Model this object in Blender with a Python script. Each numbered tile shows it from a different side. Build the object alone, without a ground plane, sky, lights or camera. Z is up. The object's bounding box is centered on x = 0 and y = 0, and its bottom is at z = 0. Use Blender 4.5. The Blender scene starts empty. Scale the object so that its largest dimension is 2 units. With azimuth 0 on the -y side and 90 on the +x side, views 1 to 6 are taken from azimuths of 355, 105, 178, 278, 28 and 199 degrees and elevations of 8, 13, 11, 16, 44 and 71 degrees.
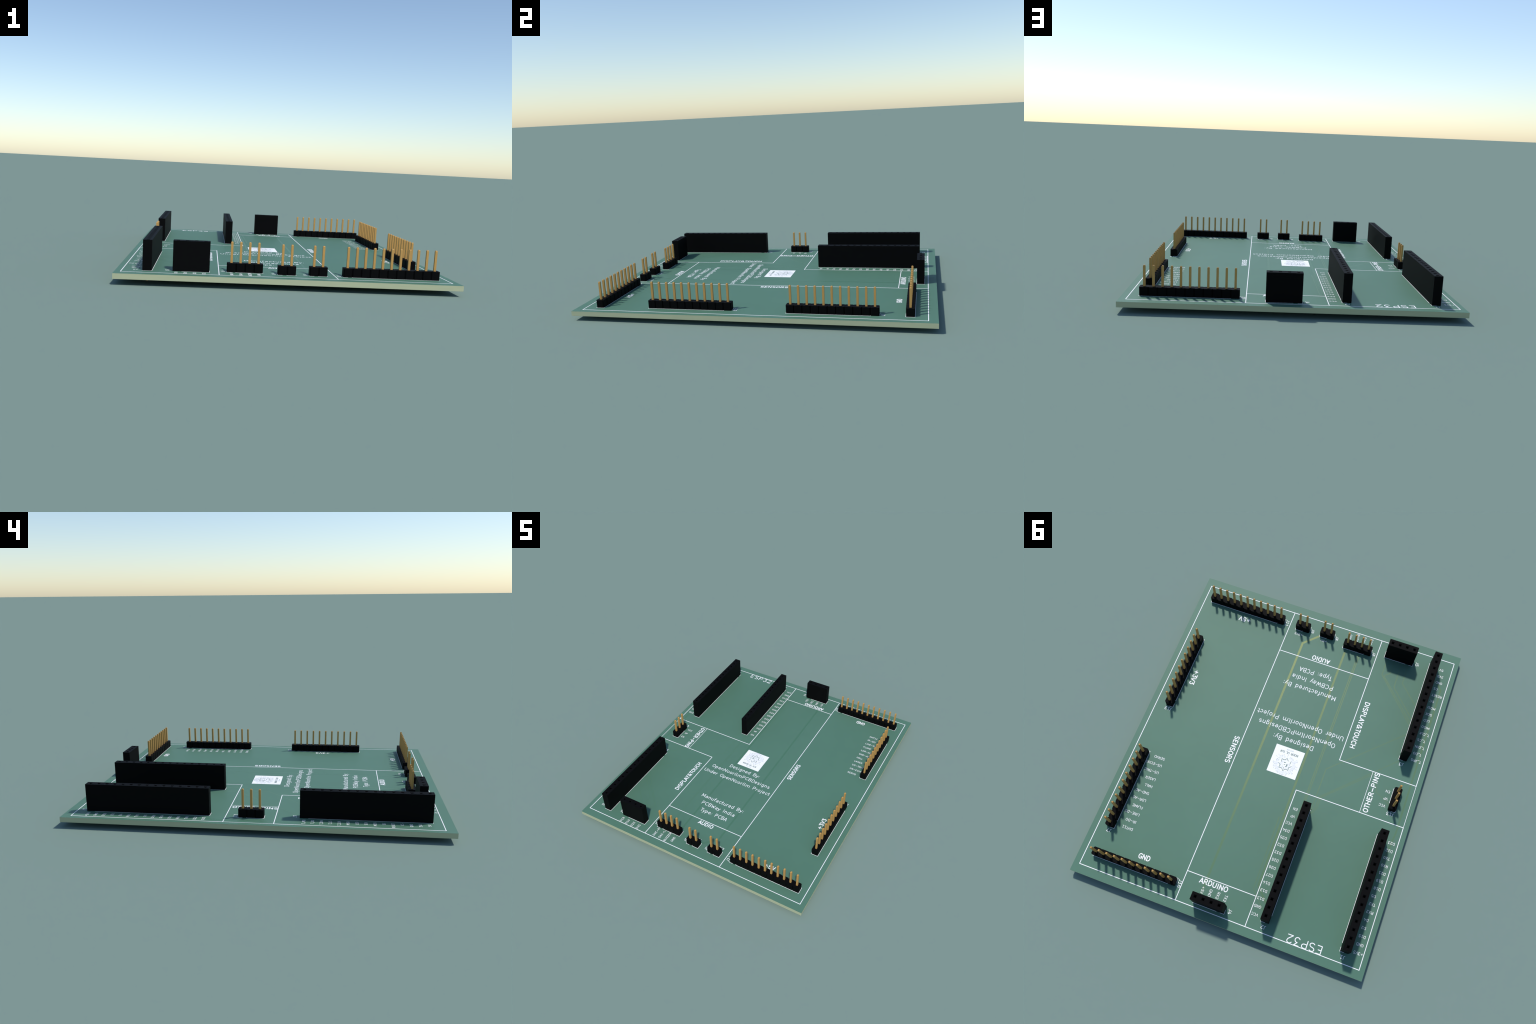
"""A green carrier circuit board with black pin headers and pin sockets.
All plan sizes below are millimetres of the real board; MM turns them into scene metres."""
import bpy, math, random
from mathutils import Vector

random.seed(7)
MM = 0.01742                    # scene metres per millimetre of board
HALF_X, HALF_Y = 0.8333, 1.0    # board half sizes, metres
Z_BOTTOM = 0.0264               # underside of the board
Z_TOP = 0.0535                  # top of the solder mask: every part stands on it
MASK = 0.0003                   # solder mask thickness
PITCH = 2.54

# ------------------------------------------------------------------ materials
def principled(name, colour, roughness=0.5, metallic=0.0, specular=0.5):
    m = bpy.data.materials.new(name)
    m.use_nodes = True
    b = m.node_tree.nodes['Principled BSDF']
    b.inputs['Base Color'].default_value = (*colour, 1)
    b.inputs['Roughness'].default_value = roughness
    b.inputs['Metallic'].default_value = metallic
    b.inputs['Specular IOR Level'].default_value = specular
    return m

def mottle(mat, colour, amount, scale, stretch=(1, 1, 1)):
    """Very faint procedural unevenness of the base colour on object coordinates."""
    t = mat.node_tree
    n, l = t.nodes, t.links
    co = n.new('ShaderNodeTexCoord')
    mp = n.new('ShaderNodeMapping')
    mp.inputs['Scale'].default_value = stretch
    no = n.new('ShaderNodeTexNoise')
    no.inputs['Scale'].default_value = scale
    no.inputs['Detail'].default_value = 4
    ra = n.new('ShaderNodeValToRGB')
    ra.color_ramp.elements[0].position = 0.3
    ra.color_ramp.elements[1].position = 0.7
    ra.color_ramp.elements[0].color = (*[c * (1 - amount) for c in colour], 1)
    ra.color_ramp.elements[1].color = (*[c * (1 + amount) for c in colour], 1)
    l.new(co.outputs['Object'], mp.inputs['Vector'])
    l.new(mp.outputs['Vector'], no.inputs['Vector'])
    l.new(no.outputs['Fac'], ra.inputs['Fac'])
    l.new(ra.outputs['Color'], n['Principled BSDF'].inputs['Base Color'])

GREEN = (0.085, 0.187, 0.131)
mask_mat = principled('green_solder_mask', GREEN, 0.55, 0, 0.27)
mottle(mask_mat, GREEN, 0.02, 6)
FR4 = (0.412, 0.438, 0.283)
fr4_mat = principled('fibreglass_edge', FR4, 0.7, 0, 0.3)
mottle(fr4_mat, FR4, 0.025, 9, (1, 1, 12))
trace_mat = principled('copper_under_mask', (0.070, 0.175, 0.118), 0.42, 0.0, 0.43)
trace_mat.node_tree.nodes['Principled BSDF'].inputs['Specular Tint'].default_value = (1.0, 0.85, 0.25, 1)
thin_trace_mat = principled('fine_copper_under_mask', (0.078, 0.182, 0.124), 0.45, 0.0, 0.42)
thin_trace_mat.node_tree.nodes['Principled BSDF'].inputs['Specular Tint'].default_value = (1.0, 0.85, 0.25, 1)
silk_mat = principled('white_silkscreen_ink', (0.90, 0.90, 0.90), 0.6, 0, 0.4)
plastic_mat = principled('black_plastic', (0.0030, 0.0030, 0.0032), 0.6, 0, 0.05)
gold_mat = principled('gold_plating', (0.49, 0.278, 0.085), 0.6, 0.0, 0.2)
logo_mat = principled('logo_cutout_green', (0.10, 0.19, 0.15), 0.55)
logo_pale_mat = principled('logo_fine_cutout', (0.45, 0.52, 0.53), 0.55)

# ------------------------------------------------------------------ scene tree
def add(name, mesh, parent, mat=None):
    o = bpy.data.objects.new(name, mesh)
    bpy.context.scene.collection.objects.link(o)
    if mat is not None and not mesh.materials:
        mesh.materials.append(mat)
    o.parent = parent
    return o

thing = bpy.data.objects.new('circuit_board', None)
bpy.context.scene.collection.objects.link(thing)
thing['label'] = 'green circuit board with black headers and gold pins'
thing['category'] = 'circuit board'

def mesh_from(name, verts, faces):
    m = bpy.data.meshes.new(name)
    m.from_pydata(verts, [], faces)
    m.validate()
    m.update()
    return m

def prism(outline, z0, z1):
    """Closed prism over a counter-clockwise outline."""
    n = len(outline)
    v = [(x, y, z0) for x, y in outline] + [(x, y, z1) for x, y in outline]
    f = [tuple(range(n - 1, -1, -1)), tuple(range(n, 2 * n))]
    f += [(i, (i + 1) % n, n + (i + 1) % n, n + i) for i in range(n)]
    return v, f

def rect(hx, hy):
    return [(-hx, -hy), (hx, -hy), (hx, hy), (-hx, hy)]

# ------------------------------------------------------------------ board layers
z1, z2 = Z_BOTTOM + MASK, Z_TOP - MASK
add('board_substrate', mesh_from('board_substrate', *prism(rect(HALF_X, HALF_Y), z1, z2)), thing, fr4_mat)
solder_mask = add('solder_mask', mesh_from('solder_mask', *prism(rect(HALF_X, HALF_Y), z2, Z_TOP)), thing, mask_mat)
add('solder_mask', mesh_from('solder_mask', *prism(rect(HALF_X, HALF_Y), Z_BOTTOM, z1)), thing, mask_mat)

# ------------------------------------------------------------------ ink ribbons
class Ink:
    """Collects flat raised ribbons. Each stroke gets its own slight height so that
    crossing strokes never share a plane."""
    def __init__(self, z, height=0.0001, step=0.000006):
        self.v, self.f, self.z, self.h, self.step, self.k = [], [], z, height, step, 0

    def stroke(self, pts, width):
        """pts in mm. Sharp corners split the stroke; the pieces meet with round caps."""
        clean = [pts[0]]
        for p in pts[1:]:
            if math.dist(p, clean[-1]) > 1e-5:
                clean.append(p)
        closed = len(clean) > 3 and math.dist(clean[0], clean[-1]) < 1e-4
        piece = [clean[0]]
        cut = False
        for i in range(1, len(clean)):
            piece.append(clean[i])
            if i + 1 < len(clean):
                a = Vector(clean[i]) - Vector(clean[i - 1])
                b = Vector(clean[i + 1]) - Vector(clean[i])
                if a.angle(b) > math.radians(50):
                    self.ribbon(piece, width, False)
                    piece, cut = [clean[i]], True
        self.ribbon(piece, width, closed and not cut)

    def ribbon(self, pts, width, closed):
        z = self.z + self.h + self.k * self.step
        self.k = (self.k + 1) % 25
        r = width / 2
        P = [Vector(p) for p in (pts[:-1] if closed else pts)]
        n = len(P)
        left, right = [], []
        for i in range(n):
            if closed:
                a, b = (P[i] - P[i - 1]).normalized(), (P[(i + 1) % n] - P[i]).normalized()
            else:
                a = (P[i] - P[i - 1]).normalized() if i else (P[1] - P[0]).normalized()
                b = (P[i + 1] - P[i]).normalized() if i < n - 1 else a
            t = (a + b).normalized()
            nrm = Vector((-t.y, t.x))
            k = r / max(0.5, nrm.dot(Vector((-a.y, a.x))))
            left.append(P[i] + nrm * k)
            right.append(P[i] - nrm * k)
        base = len(self.v)
        def put(p, zz):
            self.v.append((p.x * MM, p.y * MM, zz))
            return len(self.v) - 1
        def wall(a, b, lo_a, lo_b):
            self.f.append((a, b, lo_b, lo_a))
        L = [put(p, z) for p in left]
        R = [put(p, z) for p in right]
        Lb = [put(p, self.z - 0.0001) for p in left]
        Rb = [put(p, self.z - 0.0001) for p in right]
        last = n if closed else n - 1
        for i in range(last):
            j = (i + 1) % n
            self.f.append((R[i], R[j], L[j], L[i]))
            wall(L[i], L[j], Lb[i], Lb[j])
            wall(R[j], R[i], Rb[j], Rb[i])
        if not closed:
            for end in (0, n - 1):
                c = P[end]
                d = (P[1] - P[0]) if end == 0 else (P[-2] - P[-1])
                a0 = math.atan2(d.y, d.x)
                ring = [c + Vector((math.cos(a0 + math.pi / 2 + math.pi * s / 6), math.sin(a0 + math.pi / 2 + math.pi * s / 6))) * r for s in range(1, 6)]
                first, final = (L[0], R[0]) if end == 0 else (R[-1], L[-1])
                top = [first] + [put(p, z) for p in ring] + [final]
                self.f.append(tuple(top))

    def dot(self, c, radius, sides=10):
        z = self.z + self.h + self.k * self.step
        self.k = (self.k + 1) % 25
        b = len(self.v)
        for s in range(sides):
            t = 2 * math.pi * s / sides
            self.v.append(((c[0] + radius * math.cos(t)) * MM, (c[1] + radius * math.sin(t)) * MM, z))
        self.f.append(tuple(range(b, b + sides)))

    def patch(self, x0, y0, x1, y1):
        v, f = prism([(x0 * MM, y0 * MM), (x1 * MM, y0 * MM), (x1 * MM, y1 * MM), (x0 * MM, y1 * MM)], self.z - 0.0001, self.z + self.h)
        b = len(self.v)
        self.v += v
        self.f += [tuple(i + b for i in q) for q in f]

    def build(self, name, parent, mat):
        return add(name, mesh_from(name, self.v, self.f), parent, mat)

# ------------------------------------------------------------------ stroke lettering
# Single-line letters on a 21-unit cap height; each glyph is (advance, strokes).
def arc(cx, cy, rx, ry, a0, a1, n=10):
    return [(cx + rx * math.cos(math.radians(a0 + (a1 - a0) * i / n)), cy + ry * math.sin(math.radians(a0 + (a1 - a0) * i / n))) for i in range(n + 1)]

G = {}
G[' '] = (16, [])
G['A'] = (18, [[(1.5, 0), (9, 21), (16.5, 0)], [(4, 6), (14, 6)]])
G['B'] = (21, [[(4, 0), (4, 21), (11, 21)] + arc(11, 16, 5.5, 5, 90, -90) + [(4, 11)], arc(11.5, 5.5, 6, 5.5, 90, -90) + [(4, 0)]])
G['C'] = (21, [arc(12, 10.5, 8, 10.5, 45, 315, 16)])
G['D'] = (21, [[(4, 0), (4, 21), (9, 21)] + arc(9, 10.5, 9, 10.5, 90, -90, 14) + [(4, 0)]])
G['E'] = (19, [[(15.5, 21), (4, 21), (4, 0), (15.5, 0)], [(4, 11), (12, 11)]])
G['F'] = (18, [[(15, 21), (4, 21), (4, 0)], [(4, 11), (12, 11)]])
G['G'] = (21, [arc(12, 10.5, 8.5, 10.5, 50, 320, 16) + [(18, 9.5), (13, 9.5)]])
G['H'] = (22, [[(4, 0), (4, 21)], [(18, 0), (18, 21)], [(4, 11), (18, 11)]])
G['I'] = (10, [[(5, 0), (5, 21)]])
G['J'] = (16, [[(11, 21), (11, 6)] + arc(6.5, 6, 4.5, 6, 0, -90) + [(4, 0)]])
G['K'] = (21, [[(4, 0), (4, 21)], [(17, 21), (4, 8)], [(8, 12), (17, 0)]])
G['L'] = (17, [[(4, 21), (4, 0), (14.5, 0)]])
G['M'] = (24, [[(4, 0), (4, 21), (12, 6), (20, 21), (20, 0)]])
G['N'] = (22, [[(4, 0), (4, 21), (18, 0), (18, 21)]])
G['O'] = (22, [arc(11, 10.5, 8, 10.5, 90, 450, 24)])
G['P'] = (21, [[(4, 0), (4, 21), (11, 21)] + arc(11, 15.5, 6, 5.5, 90, -90) + [(4, 10)]])
G['Q'] = (22, [arc(11, 10.5, 8, 10.5, 90, 450, 24), [(12, 4), (19, -3)]])
G['R'] = (21, [[(4, 0), (4, 21), (11, 21)] + arc(11, 15.5, 6, 5.5, 90, -90) + [(4, 10)], [(11, 10), (17.5, 0)]])
G['S'] = (20, [arc(10, 16, 6.5, 5, 40, 250, 12) + arc(10.5, 5.3, 6.5, 5.3, 70, -145, 12)])
G['T'] = (16, [[(1, 21), (15, 21)], [(8, 21), (8, 0)]])
G['U'] = (22, [[(4, 21), (4, 6.5)] + arc(11, 6.5, 7, 6.5, 180, 360, 12) + [(18, 21)]])
G['V'] = (18, [[(1.5, 21), (9, 0), (16.5, 21)]])
G['W'] = (24, [[(2, 21), (7, 0), (12, 15), (17, 0), (22, 21)]])
G['X'] = (20, [[(3, 21), (17, 0)], [(17, 21), (3, 0)]])
G['Y'] = (18, [[(1.5, 21), (9, 11), (16.5, 21)], [(9, 11), (9, 0)]])
G['Z'] = (20, [[(3, 21), (17, 21), (3, 0), (17, 0)]])
G['0'] = (20, [arc(10, 10.5, 6.5, 10.5, 90, 450, 24)])
G['1'] = (20, [[(4, 17), (8, 19), (10.5, 21), (10.5, 0)], [(4, 0), (17, 0)]])
G['2'] = (20, [arc(10, 15.5, 6.5, 5.5, 160, 0, 9) + [(15, 11), (3.5, 0), (17, 0)]])
G['3'] = (20, [[(3.5, 21), (16, 21), (9, 13)] + arc(10, 6.5, 6.5, 6.5, 90, -150, 12)])
G['4'] = (20, [[(10, 21), (3, 6), (17.5, 6)], [(14, 12), (14, 0)]])
G['5'] = (20, [[(15.5, 21), (5, 21), (4, 11.5)] + arc(9.8, 6.7, 6.7, 6.7, 135, -150, 14)])
G['6'] = (20, [[(14.5, 21), (9, 20)] + arc(10, 6.5, 6.5, 6.5, 170, -190, 20), [(9, 20), (5, 15), (3.6, 7)]])
G['7'] = (20, [[(3, 21), (17, 21), (8, 0)]])
G['8'] = (20, [arc(10, 16, 5.5, 5, 90, 450, 18), arc(10, 5.5, 6.5, 5.5, 90, 450, 18)])
G['9'] = (20, [arc(10, 14.5, 6.5, 6.5, -10, 350, 20), [(16.4, 14), (15, 6), (11, 1), (5.5, 0)]])
G['+'] = (24, [[(12, 1.5), (12, 16.5)], [(4.5, 9), (19.5, 9)]])
G['-'] = (24, [[(4, 9), (20, 9)]])
G['_'] = (16, [[(0, -2), (16, -2)]])
G[':'] = (11, [[(5.5, 1), (5.5, 2)], [(5.5, 12), (5.5, 13)]])
G['&'] = (25, [[(21.5, 0), (10, 13.5)] + arc(11, 17, 4, 4, 210, -40, 10) + [(6, 9)] + arc(9.5, 5.3, 6, 5.3, 130, 330, 12) + [(20, 10)]])
G['a'] = (19, [[(15, 0), (15, 9)] + arc(10, 9, 5, 5, 0, 130, 8), [(15, 8), (9, 8)] + arc(8.7, 4, 4.7, 4, 90, 290, 8) + [(15, 3)]])
G['c'] = (18, [arc(10.5, 7, 6.5, 7, 50, 310, 14)])
G['d'] = (19, [[(15, 0), (15, 21)], arc(10, 7, 6, 7, 40, 320, 14)])
G['e'] = (18, [[(3.8, 7.5), (15, 7.5)] + arc(9.5, 8, 5.5, 6, 0, 180, 10) + arc(10, 6.5, 6, 6.5, 180, 310, 8)])
G['f'] = (12, [[(2, 14), (10.5, 14)], [(5.5, 0), (5.5, 16.5)] + arc(9.5, 16.5, 4, 4.5, 180, 90, 6) + [(11, 21)]])
G['g'] = (19, [arc(10, 7, 6, 7, 40, 320, 14), [(15, 14), (15, -2)] + arc(10, -2, 5, 5, 0, -140, 8)])
G['i'] = (10, [[(5, 0), (5, 14)], [(5, 19.5), (5, 20.5)]])
G['j'] = (10, [[(5.5, 14), (5.5, -3)] + arc(2, -3, 3.5, 4, 0, -90, 5), [(5.5, 19.5), (5.5, 20.5)]])
G['l'] = (11, [[(4, 21), (4, 3)] + arc(7, 3, 3, 3, 180, 270, 5) + [(8, 0)]])
G['m'] = (30, [[(4, 0), (4, 14)], arc(9.5, 9.5, 5.5, 4.5, 180, 0, 8) + [(15, 0)], arc(20.5, 9.5, 5.5, 4.5, 180, 0, 8) + [(26, 0)]])
G['n'] = (19, [[(4, 0), (4, 14)], arc(9.5, 9, 5.5, 5, 180, 0, 10) + [(15, 0)]])
G['o'] = (19, [arc(9.5, 7, 6, 7, 90, 450, 20)])
G['p'] = (19, [[(4, -7), (4, 14)], arc(9, 7, 6, 7, 140, -140, 14)])
G['r'] = (13, [[(4, 0), (4, 14)], arc(9.5, 8.5, 5.5, 5.5, 180, 80, 7)])
G['s'] = (17, [arc(8.5, 10.5, 4.8, 3.5, 40, 250, 9) + arc(8.8, 3.6, 5, 3.6, 70, -140, 9)])
G['t'] = (12, [[(1, 14), (10, 14)], [(4.5, 20), (4.5, 4)] + arc(8, 4, 3.5, 4, 180, 270, 5) + [(10, 0)]])
G['u'] = (19, [[(15, 14), (15, 0)], [(4, 14), (4, 5)] + arc(9.5, 5, 5.5, 5, 180, 360, 10)])
G['y'] = (16, [[(2, 14), (8, 0)], [(14, 14), (8, 0), (5.5, -5.5), (2, -7)]])

def lettering(ink, text, at, size, stroke, turn=0, align='centre', width=None):
    """at: the middle of the cap height, at the left end, centre or right end of the word (mm)."""
    pen, lines = 0.0, []
    for ch in text:
        adv, strokes = G[ch]
        lines += [[(pen + x, y - 10.5) for x, y in s] for s in strokes]
        pen += adv
    lo = min(x for s in lines for x, _ in s)
    hi = max(x for s in lines for x, _ in s)
    sy = size / 21
    sx = sy if width is None else (width - stroke) / (hi - lo)
    ref = {'left': lo - stroke / 2 / sx, 'centre': (lo + hi) / 2, 'right': hi + stroke / 2 / sx}[align]
    c, s = math.cos(math.radians(turn)), math.sin(math.radians(turn))
    for line in lines:
        pts = [((x - ref) * sx, y * sy) for x, y in line]
        ink.stroke([(at[0] + c * x - s * y, at[1] + s * x + c * y) for x, y in pts], stroke)

Z_INK = Z_TOP + 0.0001
silkscreen = None

def word(text, at, size, stroke, turn=0, align='centre', width=None, name='label_text'):
    ink = Ink(Z_INK)
    lettering(ink, text, at, size, stroke, turn, align, width)
    return ink.build(name, silkscreen, silk_mat)

# ------------------------------------------------------------------ silkscreen frame lines
L, R, B, T = -46.15, 45.86, -54.39, 54.61          # outer frame
SENSOR_X, AUDIO_Y, DISPLAY_X, DISPLAY_Y = 13.29, -38.31, -19.66, -6.42
ESP_X, ESP_Y, ARDUINO_Y, OTHER_X = -9.70, 8.41, 44.94, -31.38
frame = Ink(Z_INK)
for a, b in [((L, B), (R, B)), ((R, B), (R, T)), ((R, T), (L, T)), ((L, T), (L, ESP_Y)), ((L, DISPLAY_Y), (L, B)),
             ((SENSOR_X, B), (SENSOR_X, T)), ((SENSOR_X, AUDIO_Y), (DISPLAY_X, AUDIO_Y)),
             ((DISPLAY_X, B), (DISPLAY_X, DISPLAY_Y)), ((DISPLAY_X, DISPLAY_Y), (L, DISPLAY_Y)),
             ((ESP_X, ESP_Y), (L, ESP_Y)), ((ESP_X, ESP_Y), (ESP_X, T)), ((SENSOR_X, ARDUINO_Y), (ESP_X, ARDUINO_Y))]:
    frame.stroke([a, b], 0.225)
frame.stroke([(L, ESP_Y), (L, DISPLAY_Y)], 0.14)
frame.stroke([(OTHER_X, ESP_Y), (OTHER_X, DISPLAY_Y)], 0.14)
silkscreen = frame.build('silkscreen', thing, silk_mat)

# ------------------------------------------------------------------ section titles and credits
for text, at, turn, width in [('ARDUINO', (3.88, 46.22), 180, 9.45), ('GND', (27.6, 45.8), 180, 3.95), ('SENSORS', (15.12, 2.45), 90, 9.95),
                              ('AUDIO', (-1.70, -39.65), 0, 6.5), ('+5V', (29.36, -45.5), 0, 4.25), ('+3V3', (37.35, -17.75), 90, 5.65),
                              ('DISPLAY&TOUCH', (-22.2, -20.75), 90, 17.8), ('OTHER-PINS', (-33.0, 0.7), -90, 14.2)]:
    word(text, at, 1.5, 0.30, turn, width=width, name='title_text')
word('ESP32', (-28.35, 53.25), 2.4, 0.27, width=11.1, name='title_text')
for text, at, width in [('Designed By:', (-3.09, -7.0), 14.1), ('OpenNoorIlmPCBDesigns', (-3.10, -10.42), 27.2), ('Under OpenNoorIlm Project', (-3.09, -13.84), 30.8),
                        ('Manufactured By:', (-1.80, -26.95), 19.05), ('PCBWay India', (-1.80, -30.37), 14.8), ('Type: PCBA', (-1.76, -33.8), 11.9)]:
    word(text, at, 1.55, 0.175, width=width, name='credit_text')

# ------------------------------------------------------------------ emblem: white patch with green line work
EMBLEM = (-3.15, 0.36)
patch = Ink(Z_INK)
patch.patch(EMBLEM[0] - 5, EMBLEM[1] - 5, EMBLEM[0] + 5, EMBLEM[1] + 5)
emblem = patch.build('emblem_patch', thing, silk_mat)
art = Ink(Z_INK + 0.0003, 0.0001, 0.000004)
fine = Ink(Z_INK + 0.0002, 0.0001, 0.000004)
cx, cy = EMBLEM[0] - 0.07, EMBLEM[1] + 1.05
def polar(r, deg):
    return (cx + r * math.cos(math.radians(deg)), cy + r * math.sin(math.radians(deg)))
star = [polar(2.25 if i % 2 == 0 else 1.62, 22.5 * i) for i in range(17)]
for a, b in [(0, 8), (9, 10), (11, 15)]:
    art.stroke(star[a:b + 1], 0.17)
x0, y0 = EMBLEM
art.stroke([(x0 - 0.68, y0 + 0.8), (x0 - 0.76, y0 + 1.2), (x0 - 0.62, y0 + 1.55)], 0.32)
art.stroke([(x0 - 0.62, y0 + 1.55), (x0 - 0.42, y0 + 1.80)], 0.16)
art.stroke([(x0 + 0.22, y0 + 1.25), (x0 - 0.08, y0 + 1.02)], 0.17)
art.stroke([(x0 + 0.36, y0 + 0.42), (x0 + 0.02, y0 + 0.36)], 0.26)
art.dot((x0 - 0.05, y0 + 2.36), 0.14)
for i in range(150):                                    # filigree specks inside the star
    r, t = 1.75 * math.sqrt(random.uniform(0.2, 1)), random.uniform(0, 360)
    fine.dot(polar(r, t), random.uniform(0.03, 0.075), 7)
for i in range(64):                                     # burst of circuit-like rays with round ends
    t = i * 360 / 64 + random.uniform(-2, 2)
    if 250 < t < 290 and i % 3:
        continue
    r0, r1 = random.uniform(2.2, 2.7), random.uniform(2.9, 4.3)
    if 225 < t < 315 or 45 < t < 135:
        r1 = min(r1, 3.4 if t > 180 else 3.7)
    fine.stroke([polar(r0, t), polar(r1 * 0.55 + r0 * 0.45, t), polar(r1, t + random.uniform(-3, 3))], 0.055)
    (art if i % 2 == 0 else fine).dot(polar(r1, t), random.uniform(0.07, 0.10), 8)
lettering(art, 'NOOR UL ILM', (x0 - 0.12, y0 - 3.12), 0.70, 0.14, width=6.15)
for k, (dx, w) in enumerate([(-0.95, 0.5), (-0.35, 0.4), (0.45, 0.5), (0.95, 0.25)]):   # line of cursive script
    c = (x0 + dx, y0 - 4.18 + 0.06 * (k % 2))
    fine.stroke([(c[0] - w / 2 + w * s / 8, c[1] + 0.16 * math.sin(s * 1.4 + k)) for s in range(9)], 0.10)
    fine.dot((c[0], c[1] - 0.28), 0.06, 7)
art.build('emblem_artwork', emblem, logo_mat)
fine.build('emblem_rays', emblem, logo_pale_mat)['kind'] = 'stuff'

# ------------------------------------------------------------------ copper traces under the mask
def trace(points, width):
    t = Ink(Z_TOP, 0.00006, 0.000002)
    t.ribbon(points, width, False)
    return t.build('copper_trace', solder_mask, trace_mat if width > 0.5 else thin_trace_mat)

trace([(0.64, -49.66), (6.56, -43.74), (6.56, 52.12)], 0.74)
trace([(-8.60, -48.16), (-8.80, 11.0), (-9.15, 41.7), (-14.99, 47.56)], 0.70)
trace([(-13.66, -48.16), (-13.30, -45.0), (-13.30, 22.0), (-14.99, 32.3)], 0.26)
trace([(-16.20, -48.16), (-13.85, -45.6), (-13.85, 22.0), (-14.99, 34.8)], 0.26)
trace([(-7.62, 18.8), (-8.05, 43.0), (-14.99, 50.1)], 0.26)
trace([(-39.36, -24.3), (-16.50, -1.8), (-16.50, 17.1)], 0.22)
trace([(-39.36, -14.0), (-17.50, 8.0), (-17.50, 12.0), (-14.99, 14.56)], 0.22)
trace([(-32.00, -5.75), (-18.10, 8.0), (-18.10, 12.0), (-14.99, 17.1)], 0.22)
trace([(-32.60, -5.00), (-34.50, 0.0), (-40.8, 3.25)], 0.22)
trace([(-23.57, -49.68), (-23.57, -41.5), (-39.36, -25.0)], 0.22)
trace([(-26.11, -49.68), (-26.11, -43.0), (-24.3, -41.4), (-38.5, -27.0)], 0.22)
trace([(-28.65, -49.68), (-28.90, -38.3), (-39.36, -27.5)], 0.22)
trace([(-31.19, -49.68), (-31.20, -40.8), (-39.36, -32.6)], 0.22)
trace([(-39.36, -47.83), (-43.2, -44.2), (-44.40, -42.7), (-44.40, 11.0), (-40.32, 47.54)], 0.55)

# ------------------------------------------------------------------ pins, headers, sockets
def pin_mesh(name, half, z_low, z_high, tip, tip_half):
    """Square post with a chamfered point at both ends."""
    v, f = [], []
    for z, h in [(z_low, tip_half), (z_low + tip, half), (z_high - tip, half), (z_high, tip_half)]:
        v += [(x * h, y * h, z) for x, y in ((-1, -1), (1, -1), (1, 1), (-1, 1))]
    for k in range(3):
        f += [(4 * k + i, 4 * k + (i + 1) % 4, 4 * k + 4 + (i + 1) % 4, 4 * k + 4 + i) for i in range(4)]
    f += [(3, 2, 1, 0), (12, 13, 14, 15)]
    return mesh_from(name, v, f)

HEADER_PIN = pin_mesh('pin', 0.32 * MM, -3.0 * MM, 8.54 * MM, 0.22 * MM, 0.20 * MM)
SOCKET_TAIL = pin_mesh('socket_contact', 0.28 * MM, -Z_TOP, 3.2 * MM, 0.2 * MM, 0.15 * MM)
HEADER_PIN.materials.append(gold_mat)
SOCKET_TAIL.materials.append(gold_mat)

def header_mesh(n, height=2.54, chamfer=0.27):
    """Row of n plastic segments with chamfered vertical corners, pins running along -y."""
    h, c = PITCH / 2, chamfer
    right, left = [], []
    for i in range(n):
        y = -i * PITCH
        left += [(-h + c, y + h), (-h, y + h - c), (-h, y - h + c), (-h + c, y - h)]
    for i in reversed(range(n)):
        y = -i * PITCH
        right += [(h - c, y - h), (h, y - h + c), (h, y + h - c), (h - c, y + h)]
    ring = []
    for p in left + right:
        if not ring or math.dist(p, ring[-1]) > 1e-6:
            ring.append(p)
    return mesh_from('pin_header', *prism([(x * MM, y * MM) for x, y in ring], 0.0004, height * MM))

def socket_mesh(n, height=8.51, mouth=1.05, throat=0.64, funnel=0.15, depth=4.8):
    """Tall plastic bar with a funnel-mouthed square hole over every contact."""
    v, f = [], []
    def ring(h, y0, z):
        b = len(v)
        v.extend([(x * h * MM, (y0 + y * h) * MM, z * MM) for x, y in ((-1, -1), (1, -1), (1, 1), (-1, 1))])
        return b
    h = PITCH / 2
    for i in range(n):
        y = -i * PITCH
        o = ring(h, y, height)
        a = ring(mouth / 2, y, height)
        b = ring(throat / 2, y, height - funnel)
        c = ring(throat / 2, y, height - depth)
        for p, q in ((o, a), (a, b), (b, c)):
            f += [(p + k, p + (k + 1) % 4, q + (k + 1) % 4, q + k) for k in range(4)]
        f.append((c, c + 1, c + 2, c + 3))
    y_top, y_low, z0 = h, -(n - 1) * PITCH - h, 0.0004 / MM
    b = len(v)
    for z in (z0, height):
        v.extend([(x * MM, y * MM, z * MM) for x, y in ((-h, y_low), (h, y_low), (h, y_top), (-h, y_top))])
    f += [(b + k, b + (k + 1) % 4, b + 4 + (k + 1) % 4, b + 4 + k) for k in range(4)]
    f.append((b + 3, b + 2, b + 1, b))
    return mesh_from('pin_socket', v, f)

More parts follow.
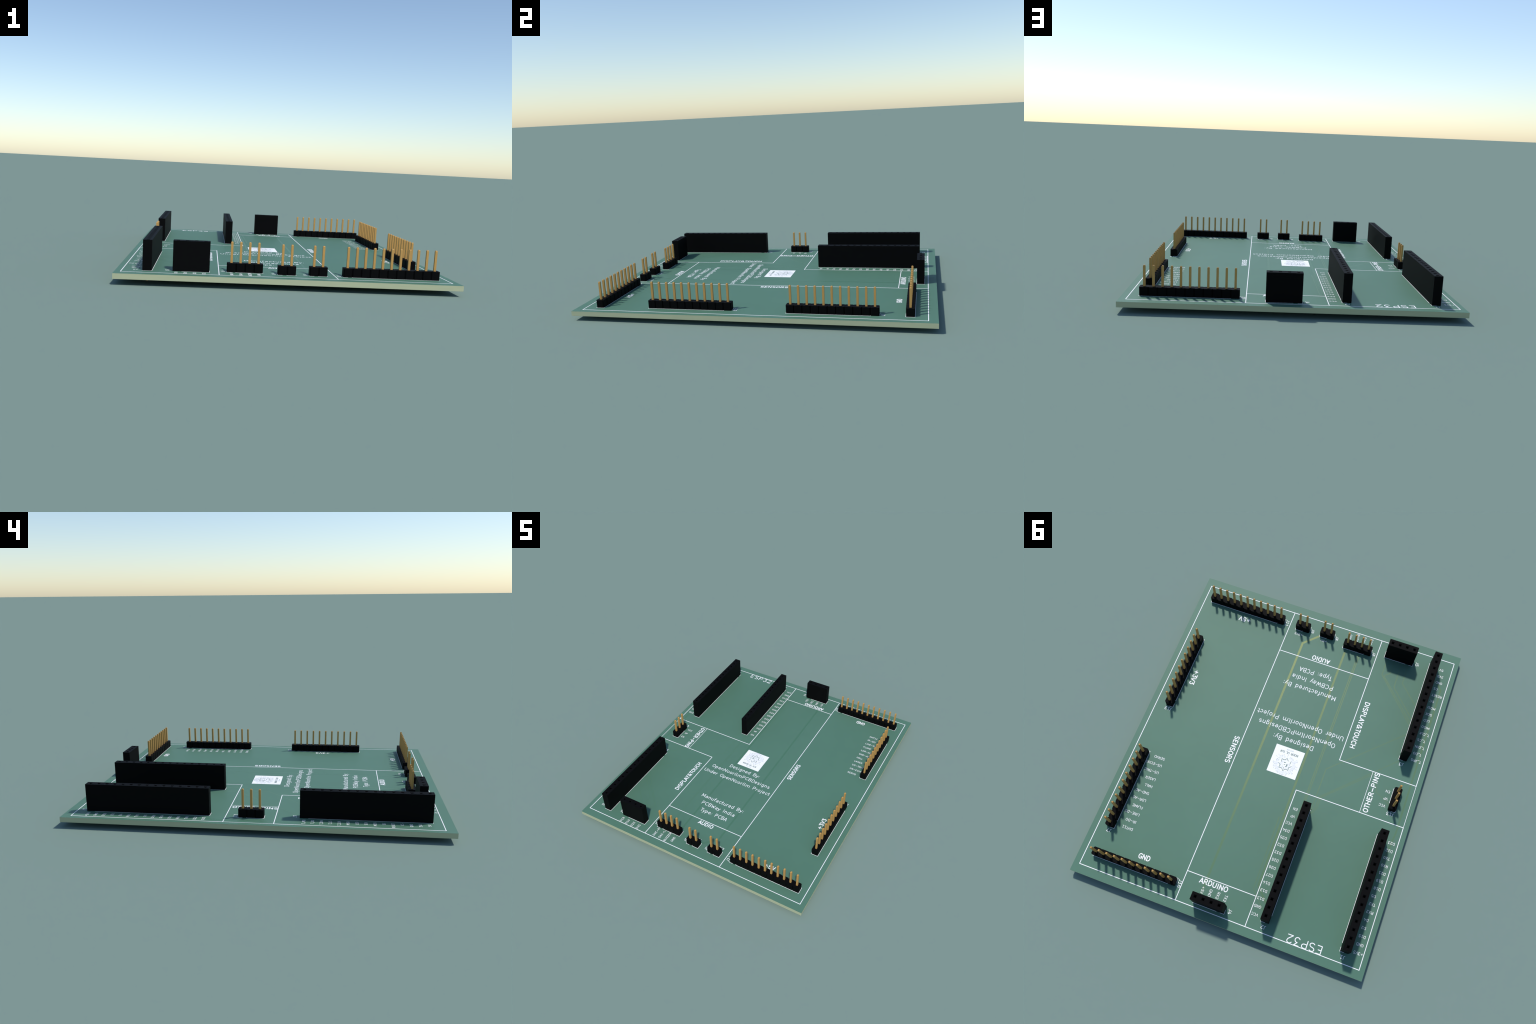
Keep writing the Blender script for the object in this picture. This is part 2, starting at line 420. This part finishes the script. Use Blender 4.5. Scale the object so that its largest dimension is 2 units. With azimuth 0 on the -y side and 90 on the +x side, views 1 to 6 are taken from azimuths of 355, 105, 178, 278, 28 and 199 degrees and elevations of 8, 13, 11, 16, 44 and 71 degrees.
def connector(kind, ref, pin_one, n, sideways):
    """Upright: pins run from pin one towards -y. Sideways: turned a quarter so they run towards +x."""
    turn = 90 if sideways else 0
    c, s = (0, 1) if sideways else (1, 0)
    def place(x, y):
        return (pin_one[0] + c * x - s * y, pin_one[1] + s * x + c * y)
    is_header = kind == 'pin_header'
    body = add(kind, header_mesh(n) if is_header else socket_mesh(n), thing, plastic_mat)
    body.location = (pin_one[0] * MM, pin_one[1] * MM, Z_TOP)
    body.rotation_euler = (0, 0, math.radians(turn))
    for i in range(n):
        p = add('pin' if is_header else 'socket_contact', HEADER_PIN if is_header else SOCKET_TAIL, body)
        p.location = (0, -i * PITCH * MM, 0)
    # printed outline round the body with an open corner mark at pin one
    e, far, side = 1.33, -(n - 1) * PITCH - 1.33, (-1 if is_header else 1)
    ink = Ink(Z_INK)
    for line in ([(-e, -1.27), (-e, far), (e, far), (e, -1.27), (-e, -1.27)], [(side * e, 0), (side * e, e), (0, e)]):
        ink.stroke([place(*p) for p in line], 0.12)
    ink.build('connector_outline', silkscreen, silk_mat)
    off = 2.33 if is_header else 2.77
    word(ref, place(0, off), 1.0, 0.15, turn, name='reference_text')

HEADERS = [('J6', (-16.19, -48.16), 4, True), ('J7', (41.82, 39.41), 11, False), ('J8', (-1.91, -49.66), 2, True), ('J9', (7.10, -49.42), 2, True),
           ('J10', (16.34, 49.54), 11, True), ('J11', (16.76, -49.40), 11, True), ('J12', (41.14, -6.06), 11, False), ('J13', (-40.85, 3.26), 3, False)]
SOCKETS = [('J1', (-40.32, 50.09), 15, False), ('J2', (-14.99, 50.11), 15, False), ('J3', (-39.36, -14.82), 15, False), ('J4', (-1.06, 52.12), 4, True), ('J5', (-31.19, -49.68), 4, True)]
for h in HEADERS:
    connector('pin_header', *h)
for s in SOCKETS:
    connector('pin_socket', *s)

# ------------------------------------------------------------------ pin labels
SMALL, THIN = 0.80, 0.11
def column(words, x, y0, align):
    for i, w in enumerate(words.split()):
        word(w, (x, y0 - i * PITCH), SMALL, THIN, align=align, name='pin_label')
def row(words, x0, y, align):
    for i, w in enumerate(words.split()):
        word(w, (x0 + i * PITCH, y), SMALL, THIN, turn=90, align=align, name='pin_label')

column('DHT11 IR-DO LINE-DO FLAME LDR-AO SND-AO HALL LASER US-TRIG US-ECHO SERVO', 34.78, 39.07, 'left')
column('VCC GND D13 D12 D14 D27 D26 D25 D33 D32 D35 D34 VCC VP EN', -12.32, 50.15, 'left')
column('+3V3 GND D15 D2 D4 RX2 TX2 D5 D18 D19 D21 RX0 TX0 D22 D23', -42.98, 50.13, 'right')
column('T_JRQ T_DO T_DIN T_CS T_CLK MISO LED SCK MOSI DC RESET CS GND 3V3 5V', -41.92, -14.85, 'right')
column('VCC VP EN', -38.65, 3.60, 'left')
row('TX2 RX2 GND +5V', -1.08, 47.80, 'left')
row('D18 D19 D23 D21', -31.45, -54.05, 'left')
row('DAC-R DAC-L BUZZER GND', -16.20, -51.78, 'centre')
word('+3V3', (9.14, -46.62), SMALL, THIN, name='pin_label')
word('+5V', (-0.18, -47.12), SMALL, THIN, name='pin_label')
